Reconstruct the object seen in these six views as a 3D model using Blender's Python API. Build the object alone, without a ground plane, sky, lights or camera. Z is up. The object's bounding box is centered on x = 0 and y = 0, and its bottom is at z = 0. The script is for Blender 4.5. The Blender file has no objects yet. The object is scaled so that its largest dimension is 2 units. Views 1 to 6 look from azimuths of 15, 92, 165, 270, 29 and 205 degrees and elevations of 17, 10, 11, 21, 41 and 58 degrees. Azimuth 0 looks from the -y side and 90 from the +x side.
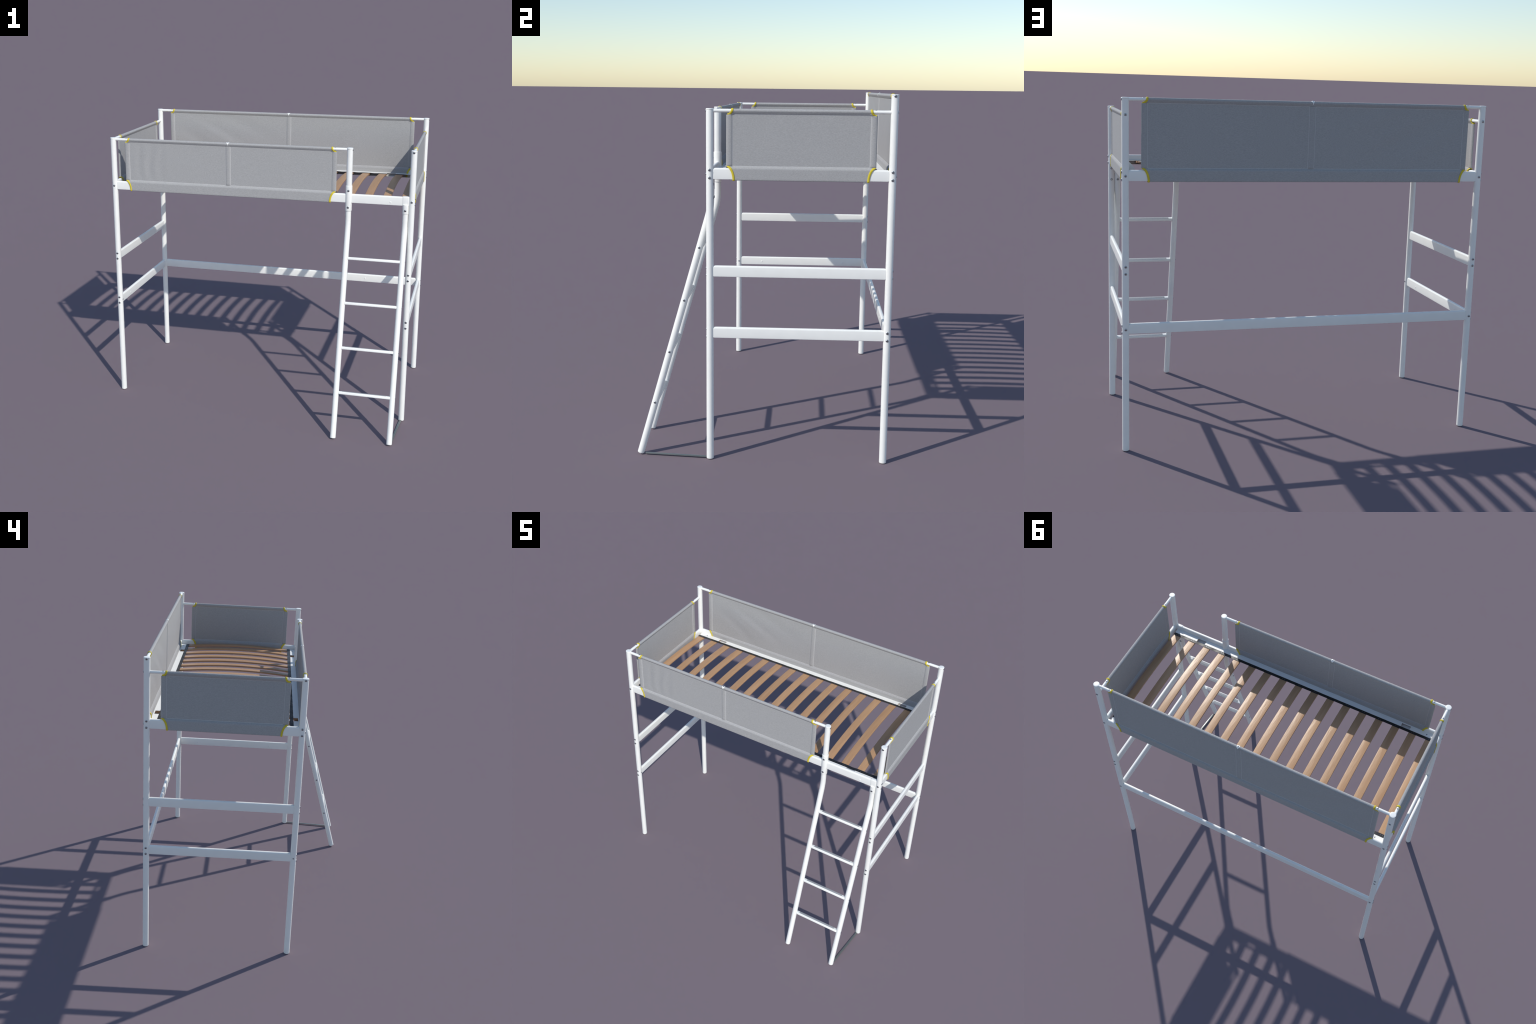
import bpy, bmesh, math, random
from mathutils import Vector, Matrix, noise

random.seed(7)

# ------------------------------------------------------------------ sizes (metres)
PX = 0.9787                     # post axis |x|
YF, YB = -0.2635, 0.6275        # post axes, front and back
PR = 0.0185                     # post radius
TOP_F, TOP_B = 1.7925, 1.8680   # post tops
EX = 0.5870                     # short guard post / left ladder rail
LX = 0.9415                     # right ladder rail
RAIL_H, RAIL_T = 0.0565, 0.0198
BED_Z, MID_Z, LOW_Z = 1.4770, 0.9907, 0.6751   # rail centre heights
BAR_R = 0.0090
BAR_F, BAR_B = 1.7820, 1.8590   # guard bar heights

# ------------------------------------------------------------------ node helpers
def new_mat(name):
    m = bpy.data.materials.new(name)
    m.use_nodes = True
    nt = m.node_tree
    for n in list(nt.nodes):
        nt.nodes.remove(n)
    out = nt.nodes.new("ShaderNodeOutputMaterial")
    b = nt.nodes.new("ShaderNodeBsdfPrincipled")
    nt.links.new(b.outputs[0], out.inputs[0])
    return m, nt, b

def coords(nt, scale):
    tc = nt.nodes.new("ShaderNodeTexCoord")
    mp = nt.nodes.new("ShaderNodeMapping")
    mp.inputs["Scale"].default_value = scale
    nt.links.new(tc.outputs["Object"], mp.inputs["Vector"])
    return mp.outputs["Vector"]

def noise_tex(nt, vec, scale, detail=3, rough=0.5):
    n = nt.nodes.new("ShaderNodeTexNoise")
    n.inputs["Scale"].default_value = scale
    n.inputs["Detail"].default_value = detail
    n.inputs["Roughness"].default_value = rough
    nt.links.new(vec, n.inputs["Vector"])
    return n.outputs["Fac"]

def ramp(nt, fac, stops):
    r = nt.nodes.new("ShaderNodeValToRGB")
    el = r.color_ramp.elements
    el[0].position, el[0].color = stops[0][0], (*stops[0][1], 1)
    el[1].position, el[1].color = stops[-1][0], (*stops[-1][1], 1)
    for p, c in stops[1:-1]:
        e = el.new(p); e.color = (*c, 1)
    nt.links.new(fac, r.inputs["Fac"])
    return r.outputs["Color"]

def bump(nt, fac, bsdf, strength, dist):
    b = nt.nodes.new("ShaderNodeBump")
    b.inputs["Strength"].default_value = strength
    b.inputs["Distance"].default_value = dist
    nt.links.new(fac, b.inputs["Height"])
    nt.links.new(b.outputs["Normal"], bsdf.inputs["Normal"])

def mat_white():
    m, nt, b = new_mat("white_powder_coat")
    v = coords(nt, (1, 1, 1))
    f = noise_tex(nt, v, 14, 3)
    c = ramp(nt, f, [(0.3, (0.895, 0.895, 0.85)), (0.7, (0.925, 0.925, 0.88))])
    nt.links.new(c, b.inputs["Base Color"])
    b.inputs["Roughness"].default_value = 0.36
    return m

def mat_fabric(name, along_y):
    m, nt, b = new_mat(name)
    long = (120, 500, 800) if not along_y else (500, 120, 800)
    v = coords(nt, long)
    f = noise_tex(nt, v, 1.0, 3, 0.65)
    v2 = coords(nt, (1, 1, 1))
    f2 = noise_tex(nt, v2, 900, 2, 0.6)
    mx = nt.nodes.new("ShaderNodeMath"); mx.operation = 'MULTIPLY_ADD'
    nt.links.new(f2, mx.inputs[0]); mx.inputs[1].default_value = 0.5
    nt.links.new(f, mx.inputs[2])
    c = ramp(nt, mx.outputs[0], [(0.45, (0.300, 0.298, 0.295)), (0.75, (0.390, 0.387, 0.383)), (1.05, (0.48, 0.476, 0.471))])
    nt.links.new(c, b.inputs["Base Color"])
    b.inputs["Roughness"].default_value = 0.92
    b.inputs["Specular IOR Level"].default_value = 0.15
    bump(nt, mx.outputs[0], b, 0.2, 0.0008)
    return m

def mat_wood():
    m, nt, b = new_mat("varnished_birch")
    oi = nt.nodes.new("ShaderNodeObjectInfo")
    tc = nt.nodes.new("ShaderNodeTexCoord")
    add = nt.nodes.new("ShaderNodeVectorMath"); add.operation = 'MULTIPLY_ADD'
    comb = nt.nodes.new("ShaderNodeCombineXYZ")
    for i in range(3):
        nt.links.new(oi.outputs["Random"], comb.inputs[i])
    nt.links.new(comb.outputs[0], add.inputs[0])
    add.inputs[1].default_value = (7, 13, 5)
    nt.links.new(tc.outputs["Object"], add.inputs[2])
    mp = nt.nodes.new("ShaderNodeMapping")
    mp.inputs["Scale"].default_value = (55, 3.0, 55)
    nt.links.new(add.outputs[0], mp.inputs["Vector"])
    f = noise_tex(nt, mp.outputs[0], 1.0, 4, 0.6)
    c = ramp(nt, f, [(0.25, (0.445, 0.252, 0.128)), (0.5, (0.50, 0.296, 0.157)), (0.75, (0.545, 0.335, 0.185))])
    hv = nt.nodes.new("ShaderNodeHueSaturation")
    mr = nt.nodes.new("ShaderNodeMapRange")
    mr.inputs["To Min"].default_value = 0.95; mr.inputs["To Max"].default_value = 1.05
    nt.links.new(oi.outputs["Random"], mr.inputs["Value"])
    nt.links.new(mr.outputs[0], hv.inputs["Value"])
    nt.links.new(c, hv.inputs["Color"])
    nt.links.new(hv.outputs[0], b.inputs["Base Color"])
    b.inputs["Roughness"].default_value = 0.38
    mp2 = nt.nodes.new("ShaderNodeMapping")
    mp2.inputs["Scale"].default_value = (1, 0.16, 1)
    nt.links.new(add.outputs[0], mp2.inputs["Vector"])
    f3 = noise_tex(nt, mp2.outputs[0], 75, 3)
    bump(nt, f3, b, 0.2, 0.004)
    return m

def mat_plain(name, col, rough, metallic=0.0, spec=0.5, var=0.06, scale=60):
    m, nt, b = new_mat(name)
    v = coords(nt, (1, 1, 1))
    f = noise_tex(nt, v, scale, 2)
    c = ramp(nt, f, [(0.3, tuple(k * (1 - var) for k in col)), (0.7, tuple(min(1, k * (1 + var)) for k in col))])
    nt.links.new(c, b.inputs["Base Color"])
    b.inputs["Roughness"].default_value = rough
    b.inputs["Metallic"].default_value = metallic
    b.inputs["Specular IOR Level"].default_value = spec
    return m

WHITE = mat_white()
FAB_X = mat_fabric("grey_woven_fabric_long", False)
FAB_Y = mat_fabric("grey_woven_fabric_short", True)
WOOD = mat_wood()
YELLOW = mat_plain("yellow_binding", (0.66, 0.53, 0.03), 0.7, var=0.05)
BLACK = mat_plain("black_webbing", (0.014, 0.015, 0.017), 0.45, var=0.2, scale=250)
STEEL = mat_plain("zinc_steel", (0.42, 0.43, 0.45), 0.32, metallic=1.0)
DARKSTEEL = mat_plain("dark_steel", (0.145, 0.158, 0.153), 0.28, metallic=0.25)
SOCKET = mat_plain("socket_recess", (0.03, 0.03, 0.033), 0.5)
GREY = mat_plain("grey_grip", (0.40, 0.405, 0.41), 0.75, var=0.08, scale=300)
THREAD = mat_plain("light_grey_thread", (0.56, 0.555, 0.55), 0.9, spec=0.2)
STAPLE = mat_plain("staple_wire", (0.35, 0.36, 0.38), 0.4, metallic=0.6)

# ------------------------------------------------------------------ scene helpers
root = bpy.data.objects.new("loft_bed", None)
bpy.context.collection.objects.link(root)
root["label"] = "white metal loft bed with grey fabric guards and ladder"
root["category"] = "loft bed"

def link(name, me, mat=None, parent=None, loc=None, rot=None, smooth=40):
    if mat is not None and len(me.materials) == 0:
        me.materials.append(mat)
    if smooth is not None:
        for p in me.polygons:
            p.use_smooth = True
        try:
            me.set_sharp_from_angle(angle=math.radians(smooth))
        except Exception:
            pass
    ob = bpy.data.objects.new(name, me)
    bpy.context.collection.objects.link(ob)
    ob.parent = parent or root
    if loc is not None:
        ob.location = loc
    if rot is not None:
        ob.rotation_euler = rot
    return ob

def mesh_from(name, verts, faces):
    me = bpy.data.meshes.new(name)
    me.from_pydata([tuple(v) for v in verts], [], faces)
    me.update()
    return me

def recalc(me):
    bm = bmesh.new(); bm.from_mesh(me)
    bmesh.ops.recalc_face_normals(bm, faces=bm.faces)
    bm.to_mesh(me); bm.free()
    return me

def lathe(name, prof, seg=40, axis='Z', radius_mod=None):
    """closed solid of revolution; prof = [(r, h)...] from bottom to top"""
    vs, fs = [], []
    for r, h in prof:
        for i in range(seg):
            a = 2 * math.pi * i / seg
            rr = r * (radius_mod(a, r) if radius_mod else 1.0)
            vs.append((rr * math.cos(a), rr * math.sin(a), h))
    n = len(prof)
    for j in range(n - 1):
        for i in range(seg):
            k = (i + 1) % seg
            fs.append((j * seg + i, j * seg + k, (j + 1) * seg + k, (j + 1) * seg + i))
    fs.append(tuple(range(seg - 1, -1, -1)))
    fs.append(tuple((n - 1) * seg + i for i in range(seg)))
    me = mesh_from(name, vs, fs)
    if axis == 'X':
        me.transform(Matrix.Rotation(math.pi / 2, 4, 'Y'))
    elif axis == 'Y':
        me.transform(Matrix.Rotation(-math.pi / 2, 4, 'X'))
    return me

def rounded_box(name, size, bev, seg=3):
    bm = bmesh.new()
    bmesh.ops.create_cube(bm, size=1.0)
    for v in bm.verts:
        v.co.x *= size[0]; v.co.y *= size[1]; v.co.z *= size[2]
    bmesh.ops.bevel(bm, geom=list(bm.edges), offset=bev, segments=seg, profile=0.5, affect='EDGES')
    me = bpy.data.meshes.new(name)
    bm.to_mesh(me); bm.free()
    return me

def sweep(name, pts, ring, frames=None, closed_ends=True):
    """sweep ring(i) -> list of (a, b) along pts with frames (N, B)"""
    vs, fs = [], []
    m = None
    for i, p in enumerate(pts):
        N, B = frames[i]
        rg = ring(i)
        m = len(rg)
        for a, b in rg:
            vs.append(Vector(p) + N * a + B * b)
    n = len(pts)
    for j in range(n - 1):
        for i in range(m):
            k = (i + 1) % m
            fs.append((j * m + i, j * m + k, (j + 1) * m + k, (j + 1) * m + i))
    if closed_ends:
        fs.append(tuple(range(m - 1, -1, -1)))
        fs.append(tuple((n - 1) * m + i for i in range(m)))
    return recalc(mesh_from(name, vs, fs))

def circle(r, n=28):
    return [(r * math.cos(2 * math.pi * i / n), r * math.sin(2 * math.pi * i / n)) for i in range(n)]

# ------------------------------------------------------------------ posts
def post_mesh(name, z0, z1, inward=None, foot=True):
    def mod(a, r):
        if inward is None:
            return 1.0
        d = (a - inward + math.pi) % (2 * math.pi) - math.pi
        return 1.0 - 0.075 * math.exp(-(d / 0.085) ** 2) * (1 if r > 0.017 else 0)
    prof = []
    if foot:
        prof += [(0.0150, z0), (0.0168, z0 + 0.0003), (0.0180, z0 + 0.0013), (PR, z0 + 0.003), (PR, z0 + 0.0085)]
    else:
        prof += [(PR, z0)]
    prof += [(PR, z1 - 0.0075), (0.0180, z1 - 0.0072), (0.0180, z1 - 0.0066)]
    return lathe(name, prof, 72, radius_mod=mod)

def cap_mesh():
    return lathe("post_cap", [(0.0188, -0.0066), (0.0193, -0.0060), (0.0193, -0.0022), (0.0186, -0.0006),
                              (0.0172, 0.0), (0.0100, 0.0003)], 48)
CAP = cap_mesh()
posts = {}
for key, x, y, top, inward in (("A", -PX, YF, TOP_F, math.radians(45)), ("B", -PX, YB, TOP_B, math.radians(-45)),
                               ("C", PX, YB, TOP_B, math.radians(-135)), ("D", PX, YF, TOP_F, math.radians(135))):
    p = link("post", post_mesh("post", 0.0, top, inward), WHITE, loc=(x, y, 0))
    posts[key] = p
    link("post_cap", CAP, WHITE, parent=p, loc=(0, 0, top))
guard_post = link("guard_post", post_mesh("guard_post", 1.40, TOP_F, None, foot=False), WHITE, loc=(EX, YF, 0))
link("post_cap", CAP, WHITE, parent=guard_post, loc=(0, 0, TOP_F))

# ------------------------------------------------------------------ flat rails
def rail_mesh(name, length, axis):
    """flat oval bar: full round top, small round below, rounded upper end corners"""
    rt, rb, re = 0.0088, 0.0032, 0.0110
    H, T = RAIL_H / 2, RAIL_T / 2
    st = []
    for k in range(8):
        a = math.pi / 2 * k / 7
        st.append((re * (1 - math.sin(a)) , re * (1 - math.cos(a))))      # (distance from end, top drop)
    st = sorted(st)
    stations = [(-length / 2 + d, re * (1 - math.sqrt(max(0, 1 - (1 - d / re) ** 2)))) for d, _ in st]
    stations += [(-u, drop) for u, drop in reversed(stations)]
    vs, fs = [], []
    m = None
    for u, drop in stations:
        top, bot = H - drop, -H + drop * 0.30
        ring = []
        for cx, cz, r, a0 in ((T - rt, top - rt, rt, 0), (-T + rt, top - rt, rt, 90), (-T + rb, bot + rb, rb, 180), (T - rb, bot + rb, rb, 270)):
            for k in range(7):
                a = math.radians(a0 + 15 * k)
                ring.append((cx + r * math.cos(a), cz + r * math.sin(a)))
        m = len(ring)
        for n_, z_ in ring:
            vs.append((u, n_, z_) if axis == 'x' else (n_, u, z_))
    for j in range(len(stations) - 1):
        for i in range(m):
            k = (i + 1) % m
            fs.append((j * m + i, j * m + k, (j + 1) * m + k, (j + 1) * m + i))
    fs.append(tuple(range(m)))
    fs.append(tuple((len(stations) - 1) * m + i for i in range(m)))
    return recalc(mesh_from(name, vs, fs))
END = 0.0149
def rail_x(name, x0, x1, y, zc):
    return link(name, rail_mesh(name, x1 - x0, 'x'), WHITE, loc=((x0 + x1) / 2, y, zc), smooth=50)
def rail_y(name, x, zc, y0=YF + END, y1=YB - END):
    return link(name, rail_mesh(name, y1 - y0, 'y'), WHITE, loc=(x, (y0 + y1) / 2, zc), smooth=50)
XI = PX - END
back_rail = rail_x("side_rail", -XI, XI, YB, BED_Z)
front_rail = rail_x("side_rail", -XI, XI, YF, BED_Z)
brace = rail_x("lower_brace", -XI, XI, YB, LOW_Z)
end_rails = {}
for sx in (-1, 1):
    end_rails[sx] = rail_y("end_rail", sx * PX, BED_Z)
    rail_y("end_brace", sx * PX, MID_Z)
    rail_y("end_brace", sx * PX, LOW_Z)

# weld dots on the rails
DOT = lathe("weld_dot", [(0.0062, 0), (0.0056, 0.0007), (0.0038, 0.0012), (0.0012, 0.0014)], 20)
def dot(p, d, parent):
    q = Vector(d).to_track_quat('Z', 'Y').to_euler()
    o = link("weld_dot", DOT, WHITE, loc=p, rot=q)
    return o
dot((0.848, YF - RAIL_T / 2, 1.4676), (0, -1, 0), front_rail)
for y in (-0.10, 0.4755):
    dot((-PX + RAIL_T / 2, y, 0.670), (1, 0, 0), None)
    dot((PX - RAIL_T / 2, y, 0.670), (-1, 0, 0), None)
for x in (-0.5932, 0.5932):
    dot((x, YB - RAIL_T / 2, 0.6726), (0, -1, 0), None)

# ------------------------------------------------------------------ slat channel (top and bottom plates with two notches)
def extrude_outline(name, pts, z0, z1):
    """solid plate from an outline in x,y"""
    n = len(pts)
    vs = [(x, y, z0) for x, y in pts] + [(x, y, z1) for x, y in pts]
    fs = [tuple(range(n - 1, -1, -1)), tuple(range(n, 2 * n))]
    for i in range(n):
        k = (i + 1) % n
        fs.append((i, k, n + k, n + i))
    return recalc(mesh_from(name, vs, fs))

NOTCH = (0.725, 0.787)
for sgn, yr in ((1, YF), (-1, YB)):
    o0, o1 = 0.0095, 0.0465
    top = [(-0.957, o0), (0.957, o0), (0.957, o1), (NOTCH[1], o1), (NOTCH[1], 0.0187), (NOTCH[0], 0.0187), (NOTCH[0], o1),
           (-NOTCH[0], o1), (-NOTCH[0], 0.0187), (-NOTCH[1], 0.0187), (-NOTCH[1], o1), (-0.957, o1)]
    bot = [(-0.957, o0), (0.957, o0), (0.957, 0.0400), (-0.957, 0.0400)]
    link("slat_ledge", extrude_outline("slat_ledge", [(x, yr + sgn * o) for x, o in top], 1.4723, 1.4745), WHITE, smooth=None)
    link("slat_ledge", extrude_outline("slat_ledge", [(x, yr + sgn * o) for x, o in bot], 1.4502, 1.4522), WHITE, smooth=None)

# ------------------------------------------------------------------ slats
SW, ST = 0.0495, 0.0115
CROWN = 0.0275
YC, YH = (YF + YB) / 2, (YB - YF) / 2 - 0.015
def crown(y):
    return CROWN * (1 - ((y - YC) / YH) ** 2)
SZ = 1.4566                                  # underside at slat ends
def slat_mesh():
    r = 0.0024
    ring = []
    for cx, cz, a0 in ((SW / 2 - r, ST - r, 0), (-SW / 2 + r, ST - r, 90), (-SW / 2 + r, r, 180), (SW / 2 - r, r, 270)):
        for k in range(5):
            a = math.radians(a0 + k * 22.5)
            ring.append((cx + r * math.cos(a), cz + r * math.sin(a)))
    n = 41
    pts = [(0, YC - YH + 2 * YH * i / (n - 1)) for i in range(n)]
    vs, fs = [], []
    m = len(ring)
    for _, y in pts:
        for a, b in ring:
            vs.append((a, y, b + crown(y)))
    for j in range(n - 1):
        for i in range(m):
            k = (i + 1) % m
            fs.append((j * m + i, j * m + k, (j + 1) * m + k, (j + 1) * m + i))
    fs.append(tuple(range(m)))
    fs.append(tuple((n - 1) * m + i for i in range(m)))
    return recalc(mesh_from("slat", vs, fs))
SLAT = slat_mesh()
PITCH = 0.1163
rng = random.Random(3)
slat_x = [k * PITCH for k in range(-8, 9)]
for x in slat_x:
    link("slat", SLAT, WOOD, loc=(x, 0, SZ + rng.uniform(-0.0006, 0.0006)))

# ------------------------------------------------------------------ webbing over the slat ends, with staples
def web_z(x, y):
    d = min(abs(x - s) for s in slat_x)
    base = SZ + ST + crown(y) + 0.0012
    t = max(0.0, (d - SW / 2 + 0.002) / (PITCH / 2 - SW / 2))
    t = min(1.0, t)
    return base - 0.0018 * (math.sin(t * math.pi / 2) ** 2)
for sgn, yr in ((1, YF), (-1, YB)):
    ya, yb = yr + sgn * 0.0476, yr + sgn * 0.0685
    vs, fs = [], []
    nx = 520
    for i in range(nx + 1):
        x = -0.958 + 1.916 * i / nx
        d = min(abs(x - s) for s in slat_x)
        wob = 0.0012 * math.sin(max(0.0, d - SW / 2) / (PITCH / 2 - SW / 2) * math.pi / 2)
        y0, y1 = ya - sgn * wob, yb - sgn * wob
        za, zb = web_z(x, ya), web_z(x, yb)
        vs += [(x, y0, za), (x, y1, zb), (x, y1, zb + 0.0014), (x, y0, za + 0.0014)]
    for i in range(nx):
        a, b = 4 * i, 4 * i + 4
        for k in range(4):
            l = (k + 1) % 4
            fs.append((a + k, a + l, b + l, b + k))
    fs += [(0, 1, 2, 3), (4 * nx + 3, 4 * nx + 2, 4 * nx + 1, 4 * nx)]
    web = link("webbing_strap", recalc(mesh_from("webbing_strap", vs, fs)), BLACK, smooth=35)
    bm = bmesh.new()
    for s in slat_x:
        for off in (-0.0065, 0.0065):
            yy = (ya + yb) / 2 + rng.uniform(-0.002, 0.002)
            mat = Matrix.Translation((s + off, yy, web_z(s, yy) + 0.0016)) @ Matrix.Rotation(rng.uniform(-0.3, 0.3), 4, 'Z') @ Matrix.Diagonal((0.0011, 0.0068, 0.0010, 1))
            bmesh.ops.create_cube(bm, size=1.0, matrix=mat)
    me = bpy.data.meshes.new("staple"); bm.to_mesh(me); bm.free()
    st = link("staple", me, STAPLE, parent=web, smooth=None)
    st["kind"] = "stuff"

# ------------------------------------------------------------------ guard bars
def bar_x(x0, x1, y, z):
    me = lathe("guard_bar", [(BAR_R, x0), (BAR_R, x1)], 32, axis='X')
    return link("guard_bar", me, WHITE, loc=(0, y, z))
def bar_y(y0, y1, x, z):
    me = lathe("guard_bar", [(BAR_R, y0), (BAR_R, y1)], 32, axis='Y')
    return link("guard_bar", me, WHITE, loc=(x, 0, z))
bar_x(-PX + 0.01, PX - 0.01, YB, BAR_B)
bar_x(-PX + 0.01, EX - 0.01, YF, BAR_F)
for sx in (-1, 1):
    bar_y(YF + 0.01, YB - 0.01, sx * PX, BAR_F)

# ------------------------------------------------------------------ fabric guard panels
Z_BOT = 1.4450
HEM = 0.0310
SHEET = 0.0020
def build_panel(axis, a, b, plane, zbar, centre, seed, wrinkle):
    """axis 'x' or 'y': the length direction runs from a to b at the given plane"""
    ztop = zbar + 0.0102
    FR = 0.0102
    along = 'x' if axis == 'x' else 'y'
    def P(u, n, z):
        return Vector((u, plane + n, z)) if along == 'x' else Vector((plane + n, u, z))
    def inset(z):
        e = 0.0
        dz = ztop - z
        if dz < 0.0290:
            e = max(e, 0.0265 * math.sqrt(max(0, 1 - (dz / 0.0290) ** 2)))
        dz = z - Z_BOT
        if dz < 0.0685:
            e = max(e, 0.0340 * math.sqrt(max(0, 1 - (dz / 0.0685) ** 2)))
        return e
    # half profile, bottom centre to top centre: (n, z, sheet weight)
    W = 0.0118
    half = [(0.0, Z_BOT, 0), (0.006, Z_BOT, 0), (0.0092, Z_BOT + 0.0003, 0), (0.0109, Z_BOT + 0.0013, 0), (W, Z_BOT + 0.0035, 0)]
    for k in range(1, 9):
        half.append((W, Z_BOT + 0.0035 + (1.4990 - Z_BOT - 0.0035) * k / 8, 0))
    for n_, z_ in ((0.0114, 1.5022), (0.0102, 1.5053), (0.0084, 1.5082), (0.0060, 1.5106), (0.0040, 1.5128)):
        half.append((n_, z_, 0.0))
    zs0, zs1 = 1.5145, zbar - 0.0170
    half.append((SHEET - 0.0004, zs0, 0.5))
    m = 34
    for k in range(m + 1):
        z_ = zs0 + 0.002 + (zs1 - zs0 - 0.004) * k / m
        half.append((SHEET, z_, 1.0))
    half.append((SHEET, zs1 - 0.0012, 1.0))
    half.append((SHEET - 0.0004, zs1, 0.5))
    half.append((0.0036, zbar - 0.0150, 0.0))
    half.append((0.0062, zbar - 0.0118, 0.0))
    for k in range(0, 13):
        ang = math.radians(-42 + 132 * k / 12)
        half.append((FR * math.cos(ang), zbar + FR * math.sin(ang), 0.0))
    loop = half + [(-n_, z_, w_) for n_, z_, w_ in reversed(half[1:-1])]
    # samples along the length
    L = b - a
    d = [0.0]
    def grow(to, step):
        while d[-1] < to - 1e-6:
            d.append(min(to, d[-1] + step))
    grow(0.045, 0.0015)
    cc = centre - a if centre is not None else None
    if cc is not None:
        grow(cc - 0.026, 0.0075); grow(cc + 0.026, 0.0013)
    grow(L - 0.045, 0.0075); grow(L, 0.0015)
    rg = random.Random(seed)
    ph = [rg.uniform(0, 50) for _ in range(4)]
    def band(t, wide):
        # rounded tube across a band of width `wide`, t from 0 to wide
        q = (t - wide / 2) / (wide / 2)
        return math.sqrt(max(0.0, 1 - q * q)) if abs(q) < 1 else 0.0
    def thickness(dd):
        e = min(dd, L - dd)
        th = SHEET
        if e < HEM:
            th = max(SHEET if e > HEM / 2 else 0.0012, 0.0010 + 0.0052 * band(e, HEM))
        if cc is not None:
            c = abs(dd - cc)
            if c < 0.0168:
                th = max(SHEET, 0.0010 + 0.0052 * band(dd - cc + 0.0168, 0.0336))
        return th
    vs, fs = [], []
    nl, nd = len(loop), len(d)
    for dd in d:
        th = thickness(dd)
        for n_, z_, w_ in loop:
            e = inset(z_)
            u = a + dd + e * max(0.0, 1 - dd / 0.09) - e * max(0.0, 1 - (L - dd) / 0.09)
            nn = n_
            if w_ > 0:
                s = 1 if n_ > 0 else -1
                nn = s * ((1 - w_) * abs(n_) + w_ * th)
                win = math.sin(math.pi * min(1, max(0, (z_ - zs0) / (zs1 - zs0)))) ** 0.6
                ee = min(dd, L - dd)
                win *= min(1.0, max(0.0, (ee - HEM) / 0.05))
                if cc is not None:
                    win *= min(1.0, max(0.0, (abs(dd - cc) - 0.02) / 0.05))
                nn += wrinkle(dd, z_ - zs0, ph) * win
            elif th > SHEET + 0.0002 and abs(n_) > 0.001 and 1.503 < z_ < zbar - 0.010:
                nn = math.copysign(max(abs(n_), th), n_)
            # soft waviness of the lower pocket
            elif z_ < 1.5 and abs(n_) > 0.0112:
                nn += (1 if n_ > 0 else -1) * 0.0004 * (noise.noise(Vector((dd * 9, z_ * 6, ph[0]))) - 0.2)
            vs.append(P(u, nn, z_))
    for j in range(nd - 1):
        for i in range(nl):
            k = (i + 1) % nl
            fs.append((j * nl + i, j * nl + k, (j + 1) * nl + k, (j + 1) * nl + i))
    # close the thin hem edges between both layers (the pockets stay open for bar and rail)
    nh = len(half)
    i0 = next(i for i, q in enumerate(half) if q[2] > 0)
    i1 = max(i for i, q in enumerate(half) if q[2] > 0)
    for j in (0, nd - 1):
        for i in range(i0, i1):
            mi, mk = (2 * (nh - 1) - i), (2 * (nh - 1) - i - 1)
            fs.append((j * nl + i, j * nl + i + 1, j * nl + mk, j * nl + mi))
    me = recalc(mesh_from("fabric_guard", vs, fs))
    ob = link("fabric_guard", me, FAB_X if along == 'x' else FAB_Y, smooth=60)

    # yellow bindings on the four corner cut-outs
    nh = len(half)
    def binding(idx, left):
        pts, frames = [], []
        path = []
        for i in idx:
            n_, z_, w_ = loop[i]
            if w_ > 0:
                n_ = math.copysign(0.0030, n_)
            path.append((n_, z_))
        if idx[0] != bottom_idx[0]:
            path = [(0.0028, ztop - 0.0289)] + path + [(-0.0028, ztop - 0.0289)]
        else:
            path = [(-0.0028, Z_BOT + 0.0684)] + path + [(0.0028, Z_BOT + 0.0684)]
        # resample finely
        fine = []
        for q in range(len(path) - 1):
            (n0, z0), (n1, z1) = path[q], path[q + 1]
            steps = max(1, int(math.hypot(n1 - n0, z1 - z0) / 0.0025))
            for s in range(steps):
                t = s / steps
                fine.append((n0 + (n1 - n0) * t, z0 + (z1 - z0) * t))
        fine.append(path[-1])
        pos = []
        for n_, z_ in fine:
            e = inset(z_) + 0.0035
            u = a + e if left else b - e
            pos.append(P(u, n_, z_))
        outw = []
        for q in range(len(fine)):
            q0, q1 = max(0, q - 1), min(len(fine) - 1, q + 1)
            tn, tz = fine[q1][0] - fine[q0][0], fine[q1][1] - fine[q0][1]
            l = math.hypot(tn, tz) or 1
            outw.append((tz / l, -tn / l))
        for q in range(len(pos)):
            q0, q1 = max(0, q - 1), min(len(pos) - 1, q + 1)
            T = (pos[q1] - pos[q0]).normalized()
            on, oz = outw[q]
            N = (P(0, on, oz) - P(0, 0, 0))
            N = (N - T * N.dot(T)).normalized()
            # wanted: outward; the loop runs counter-clockwise so (tz,-tn) points out
            frames.append((N, T.cross(N)))
        ring = lambda i: [(0.0008 + 0.0021 * math.sin(2 * math.pi * k / 14), 0.0057 * math.cos(2 * math.pi * k / 14)) for k in range(14)]
        link("yellow_binding", sweep("yellow_binding", pos, ring, frames), YELLOW, parent=ob, smooth=60)
    nlp = len(loop)
    kb = [i for i in range(nh) if half[i][1] <= 1.5135][-1]
    kt = [i for i in range(nh) if half[i][1] >= ztop - 0.0290][0]
    bottom_idx = [(-i) % nlp for i in range(kb, 0, -1)] + list(range(0, kb + 1))
    top_idx = list(range(kt, nh)) + [nlp - i for i in range(nh - 2, kt - 1, -1)]
    for left in (True, False):
        binding(bottom_idx, left)
        binding(top_idx, left)
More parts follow.
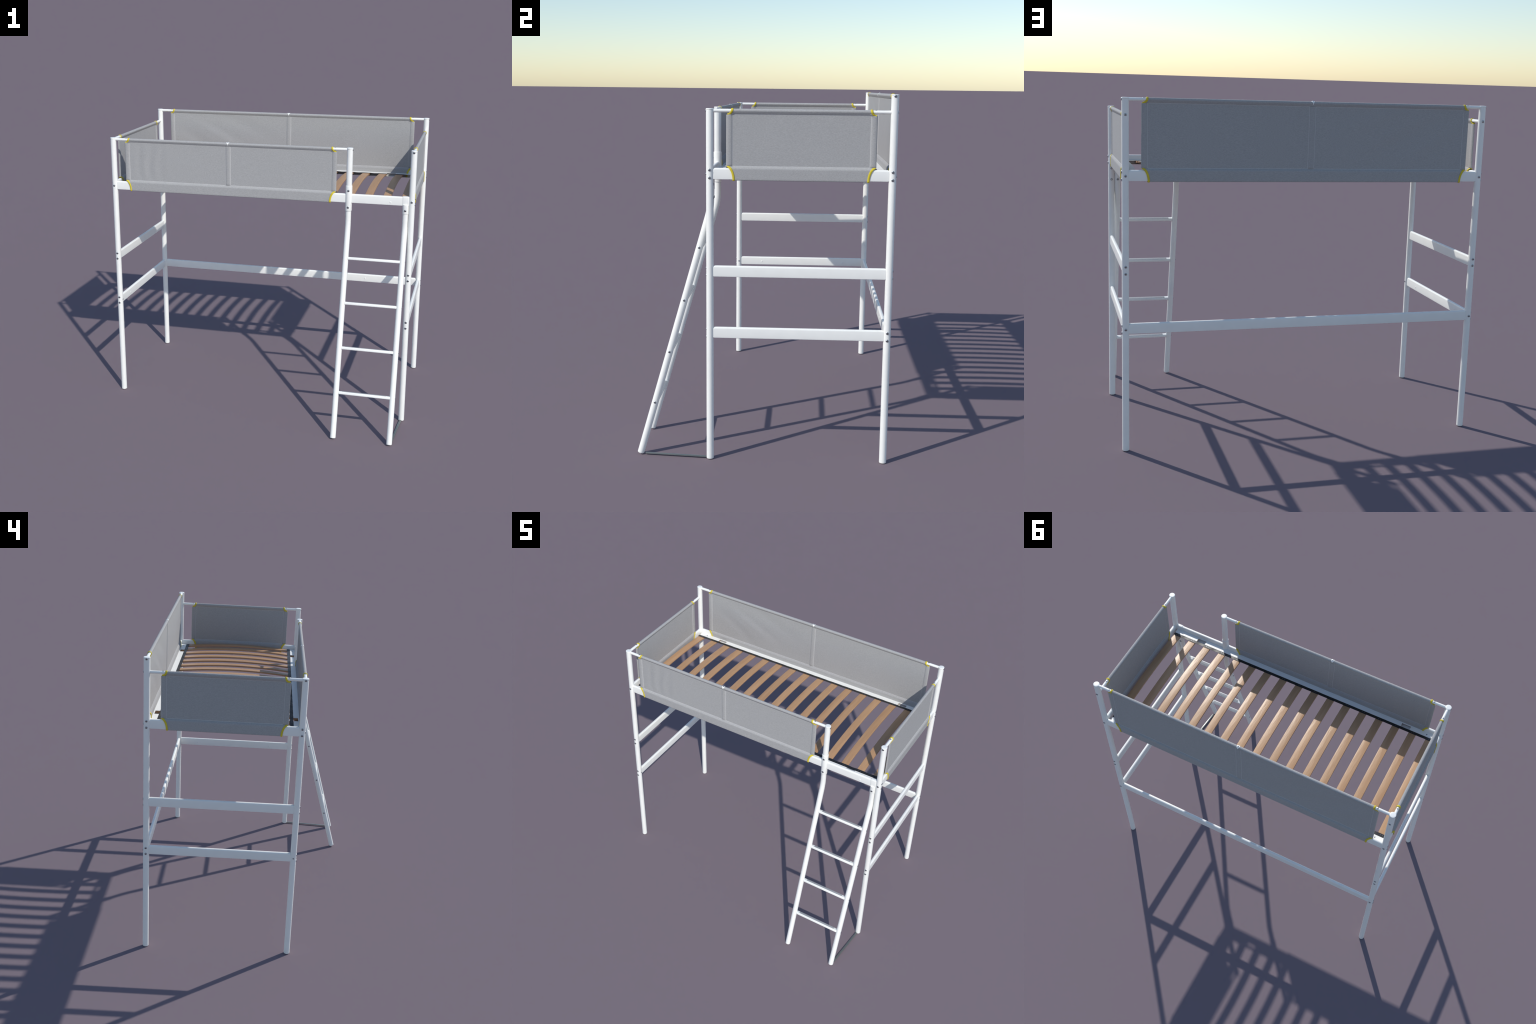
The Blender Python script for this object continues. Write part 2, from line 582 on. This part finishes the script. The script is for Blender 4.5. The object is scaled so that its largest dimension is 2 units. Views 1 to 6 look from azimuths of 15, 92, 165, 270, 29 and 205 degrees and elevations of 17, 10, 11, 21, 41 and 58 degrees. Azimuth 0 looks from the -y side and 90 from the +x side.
    # stitched seam around every field of cloth, on both faces
    fields = [(a + HEM, b - HEM)] if centre is None else [(a + HEM, centre - 0.0168), (centre + 0.0168, b - HEM)]
    sv, sf = [], []
    for u0, u1 in fields:
        z0, z1, r = 1.5148, zbar - 0.0168, 0.006
        path = []
        for cu, cz, a0 in ((u1 - r, z1 - r, 0), (u0 + r, z1 - r, 90), (u0 + r, z0 + r, 180), (u1 - r, z0 + r, 270)):
            for k in range(5):
                ang = math.radians(a0 + 22.5 * k)
                path.append((cu + r * math.cos(ang), cz + r * math.sin(ang)))
        cu, cz = (u0 + u1) / 2, (z0 + z1) / 2
        for side in (-1, 1):
            base = len(sv)
            for q, (u, z) in enumerate(path):
                pu, pz = path[q - 1]; nu, nz = path[(q + 1) % len(path)]
                t = Vector((nu - pu, nz - pz)).normalized()
                o = Vector((t.y, -t.x))
                for w_, h_ in ((-0.0014, SHEET - 0.0004), (-0.0009, SHEET + 0.0006), (0.0009, SHEET + 0.0006), (0.0014, SHEET - 0.0004)):
                    sv.append(P(u + o.x * w_, side * h_, z + o.y * w_))
            n = len(path)
            for q in range(n):
                k = (q + 1) % n
                for j in range(4):
                    l = (j + 1) % 4
                    sf.append((base + 4 * q + j, base + 4 * q + l, base + 4 * k + l, base + 4 * k + j))
    link("seam_stitching", recalc(mesh_from("seam_stitching", sv, sf)), THREAD, parent=ob, smooth=30)
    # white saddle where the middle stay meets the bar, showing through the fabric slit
    if centre is not None:
        vs, fs = [], []
        na = 25
        for j in range(na):
            ang = math.radians(-40 + 260 * j / (na - 1))
            up = max(0.0, math.sin(ang))
            hw = 0.0016 + 0.0080 * up
            for s, r in ((-1, FR + 0.0003), (-1, FR + 0.0013), (1, FR + 0.0013), (1, FR + 0.0003)):
                vs.append(P(centre + s * hw, r * math.cos(ang), zbar + r * math.sin(ang)))
        for j in range(na - 1):
            for k in range(4):
                l = (k + 1) % 4
                fs.append((4 * j + k, 4 * j + l, 4 * j + 4 + l, 4 * j + 4 + k))
        fs += [(0, 1, 2, 3), (4 * na - 1, 4 * na - 2, 4 * na - 3, 4 * na - 4)]
        link("bar_saddle", recalc(mesh_from("bar_saddle", vs, fs)), WHITE, parent=ob, smooth=30)
    return ob

def wr_front(d, h, ph):
    w = math.exp(-((d - 0.16) / 0.12) ** 2)
    v = 0.0016 * w * math.sin(d * 78 + 2.0 * noise.noise(Vector((d * 6, h * 5, ph[0]))))
    return v + 0.0009 * noise.noise(Vector((d * 7, h * 4, ph[1])))
def wr_back(d, h, ph):
    w = math.exp(-((d - 0.40) / 0.28) ** 2)
    v = 0.0048 * w * noise.noise(Vector(((d * 0.55 + h * 1.1) * 14, (h - 0.4 * d) * 2.5, ph[0])))
    return v + 0.0008 * noise.noise(Vector((d * 5, h * 4, ph[1])))
def wr_end(d, h, ph):
    return 0.0010 * noise.noise(Vector((d * 6, h * 5, ph[2])))

G = 0.0800
build_panel('x', -PX + G, PX - G, YB, BAR_B, 0.0015, 11, wr_back)
build_panel('x', -PX + G, EX - G, YF, BAR_F, -0.1950, 12, wr_front)
for sx in (-1, 1):
    build_panel('y', YF + G, YB - G, sx * PX, BAR_F, None, 13 + sx, wr_end)

# ------------------------------------------------------------------ ladder
FOOT_Y, BEND_Z = -0.6325, 1.3000
SLOPE = Vector((0, FOOT_Y - YF, 0.0048 - BEND_Z)).normalized()     # pointing down along the rail
def ladder_path():
    bend = Vector((0, YF, BEND_Z))
    top = Vector((0, YF, 1.40))
    foot = Vector((0, FOOT_Y, 0.0048))
    up = Vector((0, 0, 1))
    t = 0.045
    pts = [top, bend + up * t]
    p0, p2 = bend + up * t, bend + SLOPE * t
    for k in range(1, 12):
        s = k / 12
        pts.append(p0 * (1 - s) ** 2 + bend * 2 * s * (1 - s) + p2 * s ** 2)
    pts.append(p2)
    Llow = (foot - p2).length
    for k in range(1, 9):
        pts.append(p2 + SLOPE * Llow * k / 8 * 0.994)
    base = foot
    tail = [(base - SLOPE * 0.0045, 1.0), (base - SLOPE * 0.0018, 0.955), (base - SLOPE * 0.0004, 0.86), (base, 0.72)]
    pts[-1] = base - SLOPE * 0.008
    rad = [1.0] * len(pts)
    for p, r in tail:
        pts.append(p); rad.append(r)
    return pts, rad
LPTS, LRAD = ladder_path()
LR = 0.0177
frames = []
for i, p in enumerate(LPTS):
    q0, q1 = max(0, i - 1), min(len(LPTS) - 1, i + 1)
    T = (LPTS[q1] - LPTS[q0]).normalized()
    X = Vector((1, 0, 0))
    frames.append((X, T.cross(X)))
LADDER = sweep("ladder_rail", LPTS, lambda i: circle(LR * LRAD[i], 40), frames)
lad = {}
for x in (EX, LX):
    lad[x] = link("ladder_rail", LADDER, WHITE, loc=(x, 0, 0))

# rungs: rounded tread tubes square to the rails, with a grey grip strip on top
RUNG_Z = (1.1030, 0.8308, 0.5589, 0.2861)
tilt = math.atan2(-SLOPE.y, -SLOPE.z)      # lean of the rails from vertical
RL = LX - EX - 2 * (LR - 0.004)
RUNG = rounded_box("rung", (RL, 0.0270, 0.0178), 0.0050, 4)
GRIP = rounded_box("grip_strip", (RL - 0.052, 0.0200, 0.0024), 0.0008, 2)
for z in RUNG_Z:
    t = (z - 0.0048) / (BEND_Z - 0.0048)
    y = FOOT_Y + (YF - FOOT_Y) * t
    r = link("rung", RUNG, WHITE, loc=((EX + LX) / 2, y, z - 0.0014), rot=(-tilt, 0, 0))
    link("grip_strip", GRIP, GREY, parent=r, loc=(-0.001, 0.0006, 0.0086))

# sleeves that join ladder, guard post and bed rail
SL = lathe("post_sleeve", [(0.0196, 1.3975), (0.0208, 1.3982), (0.0211, 1.3995), (0.0211, 1.5545), (0.0208, 1.5560), (0.0192, 1.5568), (0.0178, 1.5568)], 56)
link("post_sleeve", SL, WHITE, loc=(EX, YF, 0))
BR = lathe("ladder_socket", [(0.0186, 1.3965), (0.0198, 1.3972), (0.0201, 1.3985), (0.0201, 1.4560)], 56)
sock = link("ladder_socket", BR, WHITE, loc=(LX, YF, 0))
bx = rounded_box("rail_bracket", (0.0440, RAIL_T + 0.0034, RAIL_H + 0.0034), 0.0066, 4)
link("rail_bracket", bx, WHITE, loc=(LX, YF, BED_Z + 0.0006))

# floor strap between the right ladder foot and the front post
p0, p1 = Vector((0.9485, -0.6060, 0.0056)), Vector((0.9755, -0.2790, 0.0058))
dv = p1 - p0
strap = rounded_box("floor_strap", (0.0150, dv.length, 0.0050), 0.0014, 2)
link("floor_strap", strap, DARKSTEEL, loc=(p0 + p1) / 2, rot=(0, 0, -math.atan2(dv.x, dv.y)))

# ------------------------------------------------------------------ bolts (dome head with hex socket)
def bolt_mesh(R, h):
    hs = R * 0.34
    prof = [(R * 0.98, -0.0022), (R, 0.0), (R * 0.97, h * 0.32), (R * 0.86, h * 0.66), (R * 0.68, h * 0.9), (hs * 1.12, h)]
    seg = 24
    vs, fs = [], []
    for r, z in prof:
        for i in range(seg):
            a = 2 * math.pi * i / seg
            vs.append((r * math.cos(a), r * math.sin(a), z))
    def hexr(a, r):
        k = (a + math.pi / 6) % (math.pi / 3) - math.pi / 6
        return r * math.cos(math.pi / 6) / math.cos(k)
    for z, q in ((h * 0.98, 1.0), (h * 0.25, 0.95)):
        for i in range(seg):
            a = 2 * math.pi * i / seg
            r = hexr(a, hs * q)
            vs.append((r * math.cos(a), r * math.sin(a), z))
    n = len(prof) + 2
    for j in range(n - 1):
        for i in range(seg):
            k = (i + 1) % seg
            fs.append((j * seg + i, j * seg + k, (j + 1) * seg + k, (j + 1) * seg + i))
    fs.append(tuple(range(seg - 1, -1, -1)))
    fs.append(tuple((n - 1) * seg + i for i in range(seg)))
    me = mesh_from("bolt", vs, fs)
    me.materials.append(STEEL); me.materials.append(SOCKET)
    for i, p in enumerate(me.polygons):
        if i >= (n - 2) * seg and i < (n - 1) * seg or i == len(me.polygons) - 1:
            p.material_index = 1
    return me
BOLT = bolt_mesh(0.0073, 0.0028)
MEDIUM = bolt_mesh(0.0064, 0.0026)
SMALL = bolt_mesh(0.0050, 0.0022)
def bolt(p, d, me=BOLT):
    link("bolt", me, None, loc=p, rot=Vector(d).to_track_quat('Z', 'Y').to_euler(), smooth=35)

XO = PX + PR - 0.0001
for sx in (-1, 1):
    n = (sx, 0, 0)
    for y in (YF, YB):
        for z in (1.4955, 1.4570):
            bolt((sx * XO, y, z), n)
    for z in (1.8593, 0.6912, 0.6525):
        bolt((sx * XO, YB, z), n)
    yb = YB + PR - 0.0003
    for z in (1.7825, 1.4757, 1.0070, 0.9695, 0.6726):
        bolt((sx * PX, yb, z), (0, 1, 0))
    yf = YF - PR + 0.0003
    for z in (1.4748, 1.0063, 0.9690, 0.6908, 0.6515):
        bolt((sx * PX, yf, z), (0, -1, 0))
bolt((-XO, YF, 1.7835), (-1, 0, 0))
bolt((-XO, YF, 0.6730), (-1, 0, 0), SMALL)
bolt((-PX + PR, YF, 0.6730), (1, 0, 0), SMALL)
bolt((PX, YF - PR + 0.0003, 1.7813), (0, -1, 0))
bolt((EX + PR - 0.0005, YF, 1.7810), (1, 0, 0))
for z in (1.5268, 1.4205):
    bolt((EX, YF - 0.0209, z), (0, -1, 0))
bolt((LX, YF - 0.0199, 1.4203), (0, -1, 0))
for x, z in ((PX, 1.4249), (PX, 1.3584), (LX, 1.3585)):
    bolt((x, YF + 0.0176, z), (0, 1, 0))
# rung bolts on the outer flanks of the ladder rails
for z in RUNG_Z:
    t = (z - 0.0048) / (BEND_Z - 0.0048)
    y = FOOT_Y + (YF - FOOT_Y) * t
    bolt((LX + LR - 0.0006, y, z), (1, 0, 0), MEDIUM)
    bolt((EX - LR + 0.0006, y, z), (-1, 0, 0), MEDIUM)
# small fixings on the bars beside the fabric, on the ledges and below the rails
UP, DN = (0, 0, 1), (0, 0, -1)
for x in (-PX + 0.0915, 0.0015, PX - 0.0915):
    bolt((x, YB, BAR_B + (BAR_R if x != 0.0015 else 0.0118) - 0.0005), UP, SMALL)
for x in (-PX + 0.0915, -0.195, EX - 0.0915):
    bolt((x, YF, BAR_F + (BAR_R if x != -0.195 else 0.0118) - 0.0005), UP, SMALL)
for sx in (-1, 1):
    for y in (YF + 0.0915, YB - 0.0915):
        bolt((sx * PX, y, BAR_F + BAR_R - 0.0005), UP, SMALL)
        bolt((sx * PX, y + (0.006 if y < 0 else -0.006), BED_Z - RAIL_H / 2 + 0.0003), DN, SMALL)
    for y in (YF + 0.030, YB - 0.030):
        bolt((sx * 0.900, y, 1.4743), UP, SMALL)
    bolt((sx * (PX - 0.0975), YB, BED_Z - RAIL_H / 2 + 0.0003), DN, SMALL)
bolt((-PX + 0.0975, YF, BED_Z - RAIL_H / 2 + 0.0003), DN, SMALL)
bolt((EX - 0.0975, YF, BED_Z - RAIL_H / 2 + 0.0003), DN, SMALL)
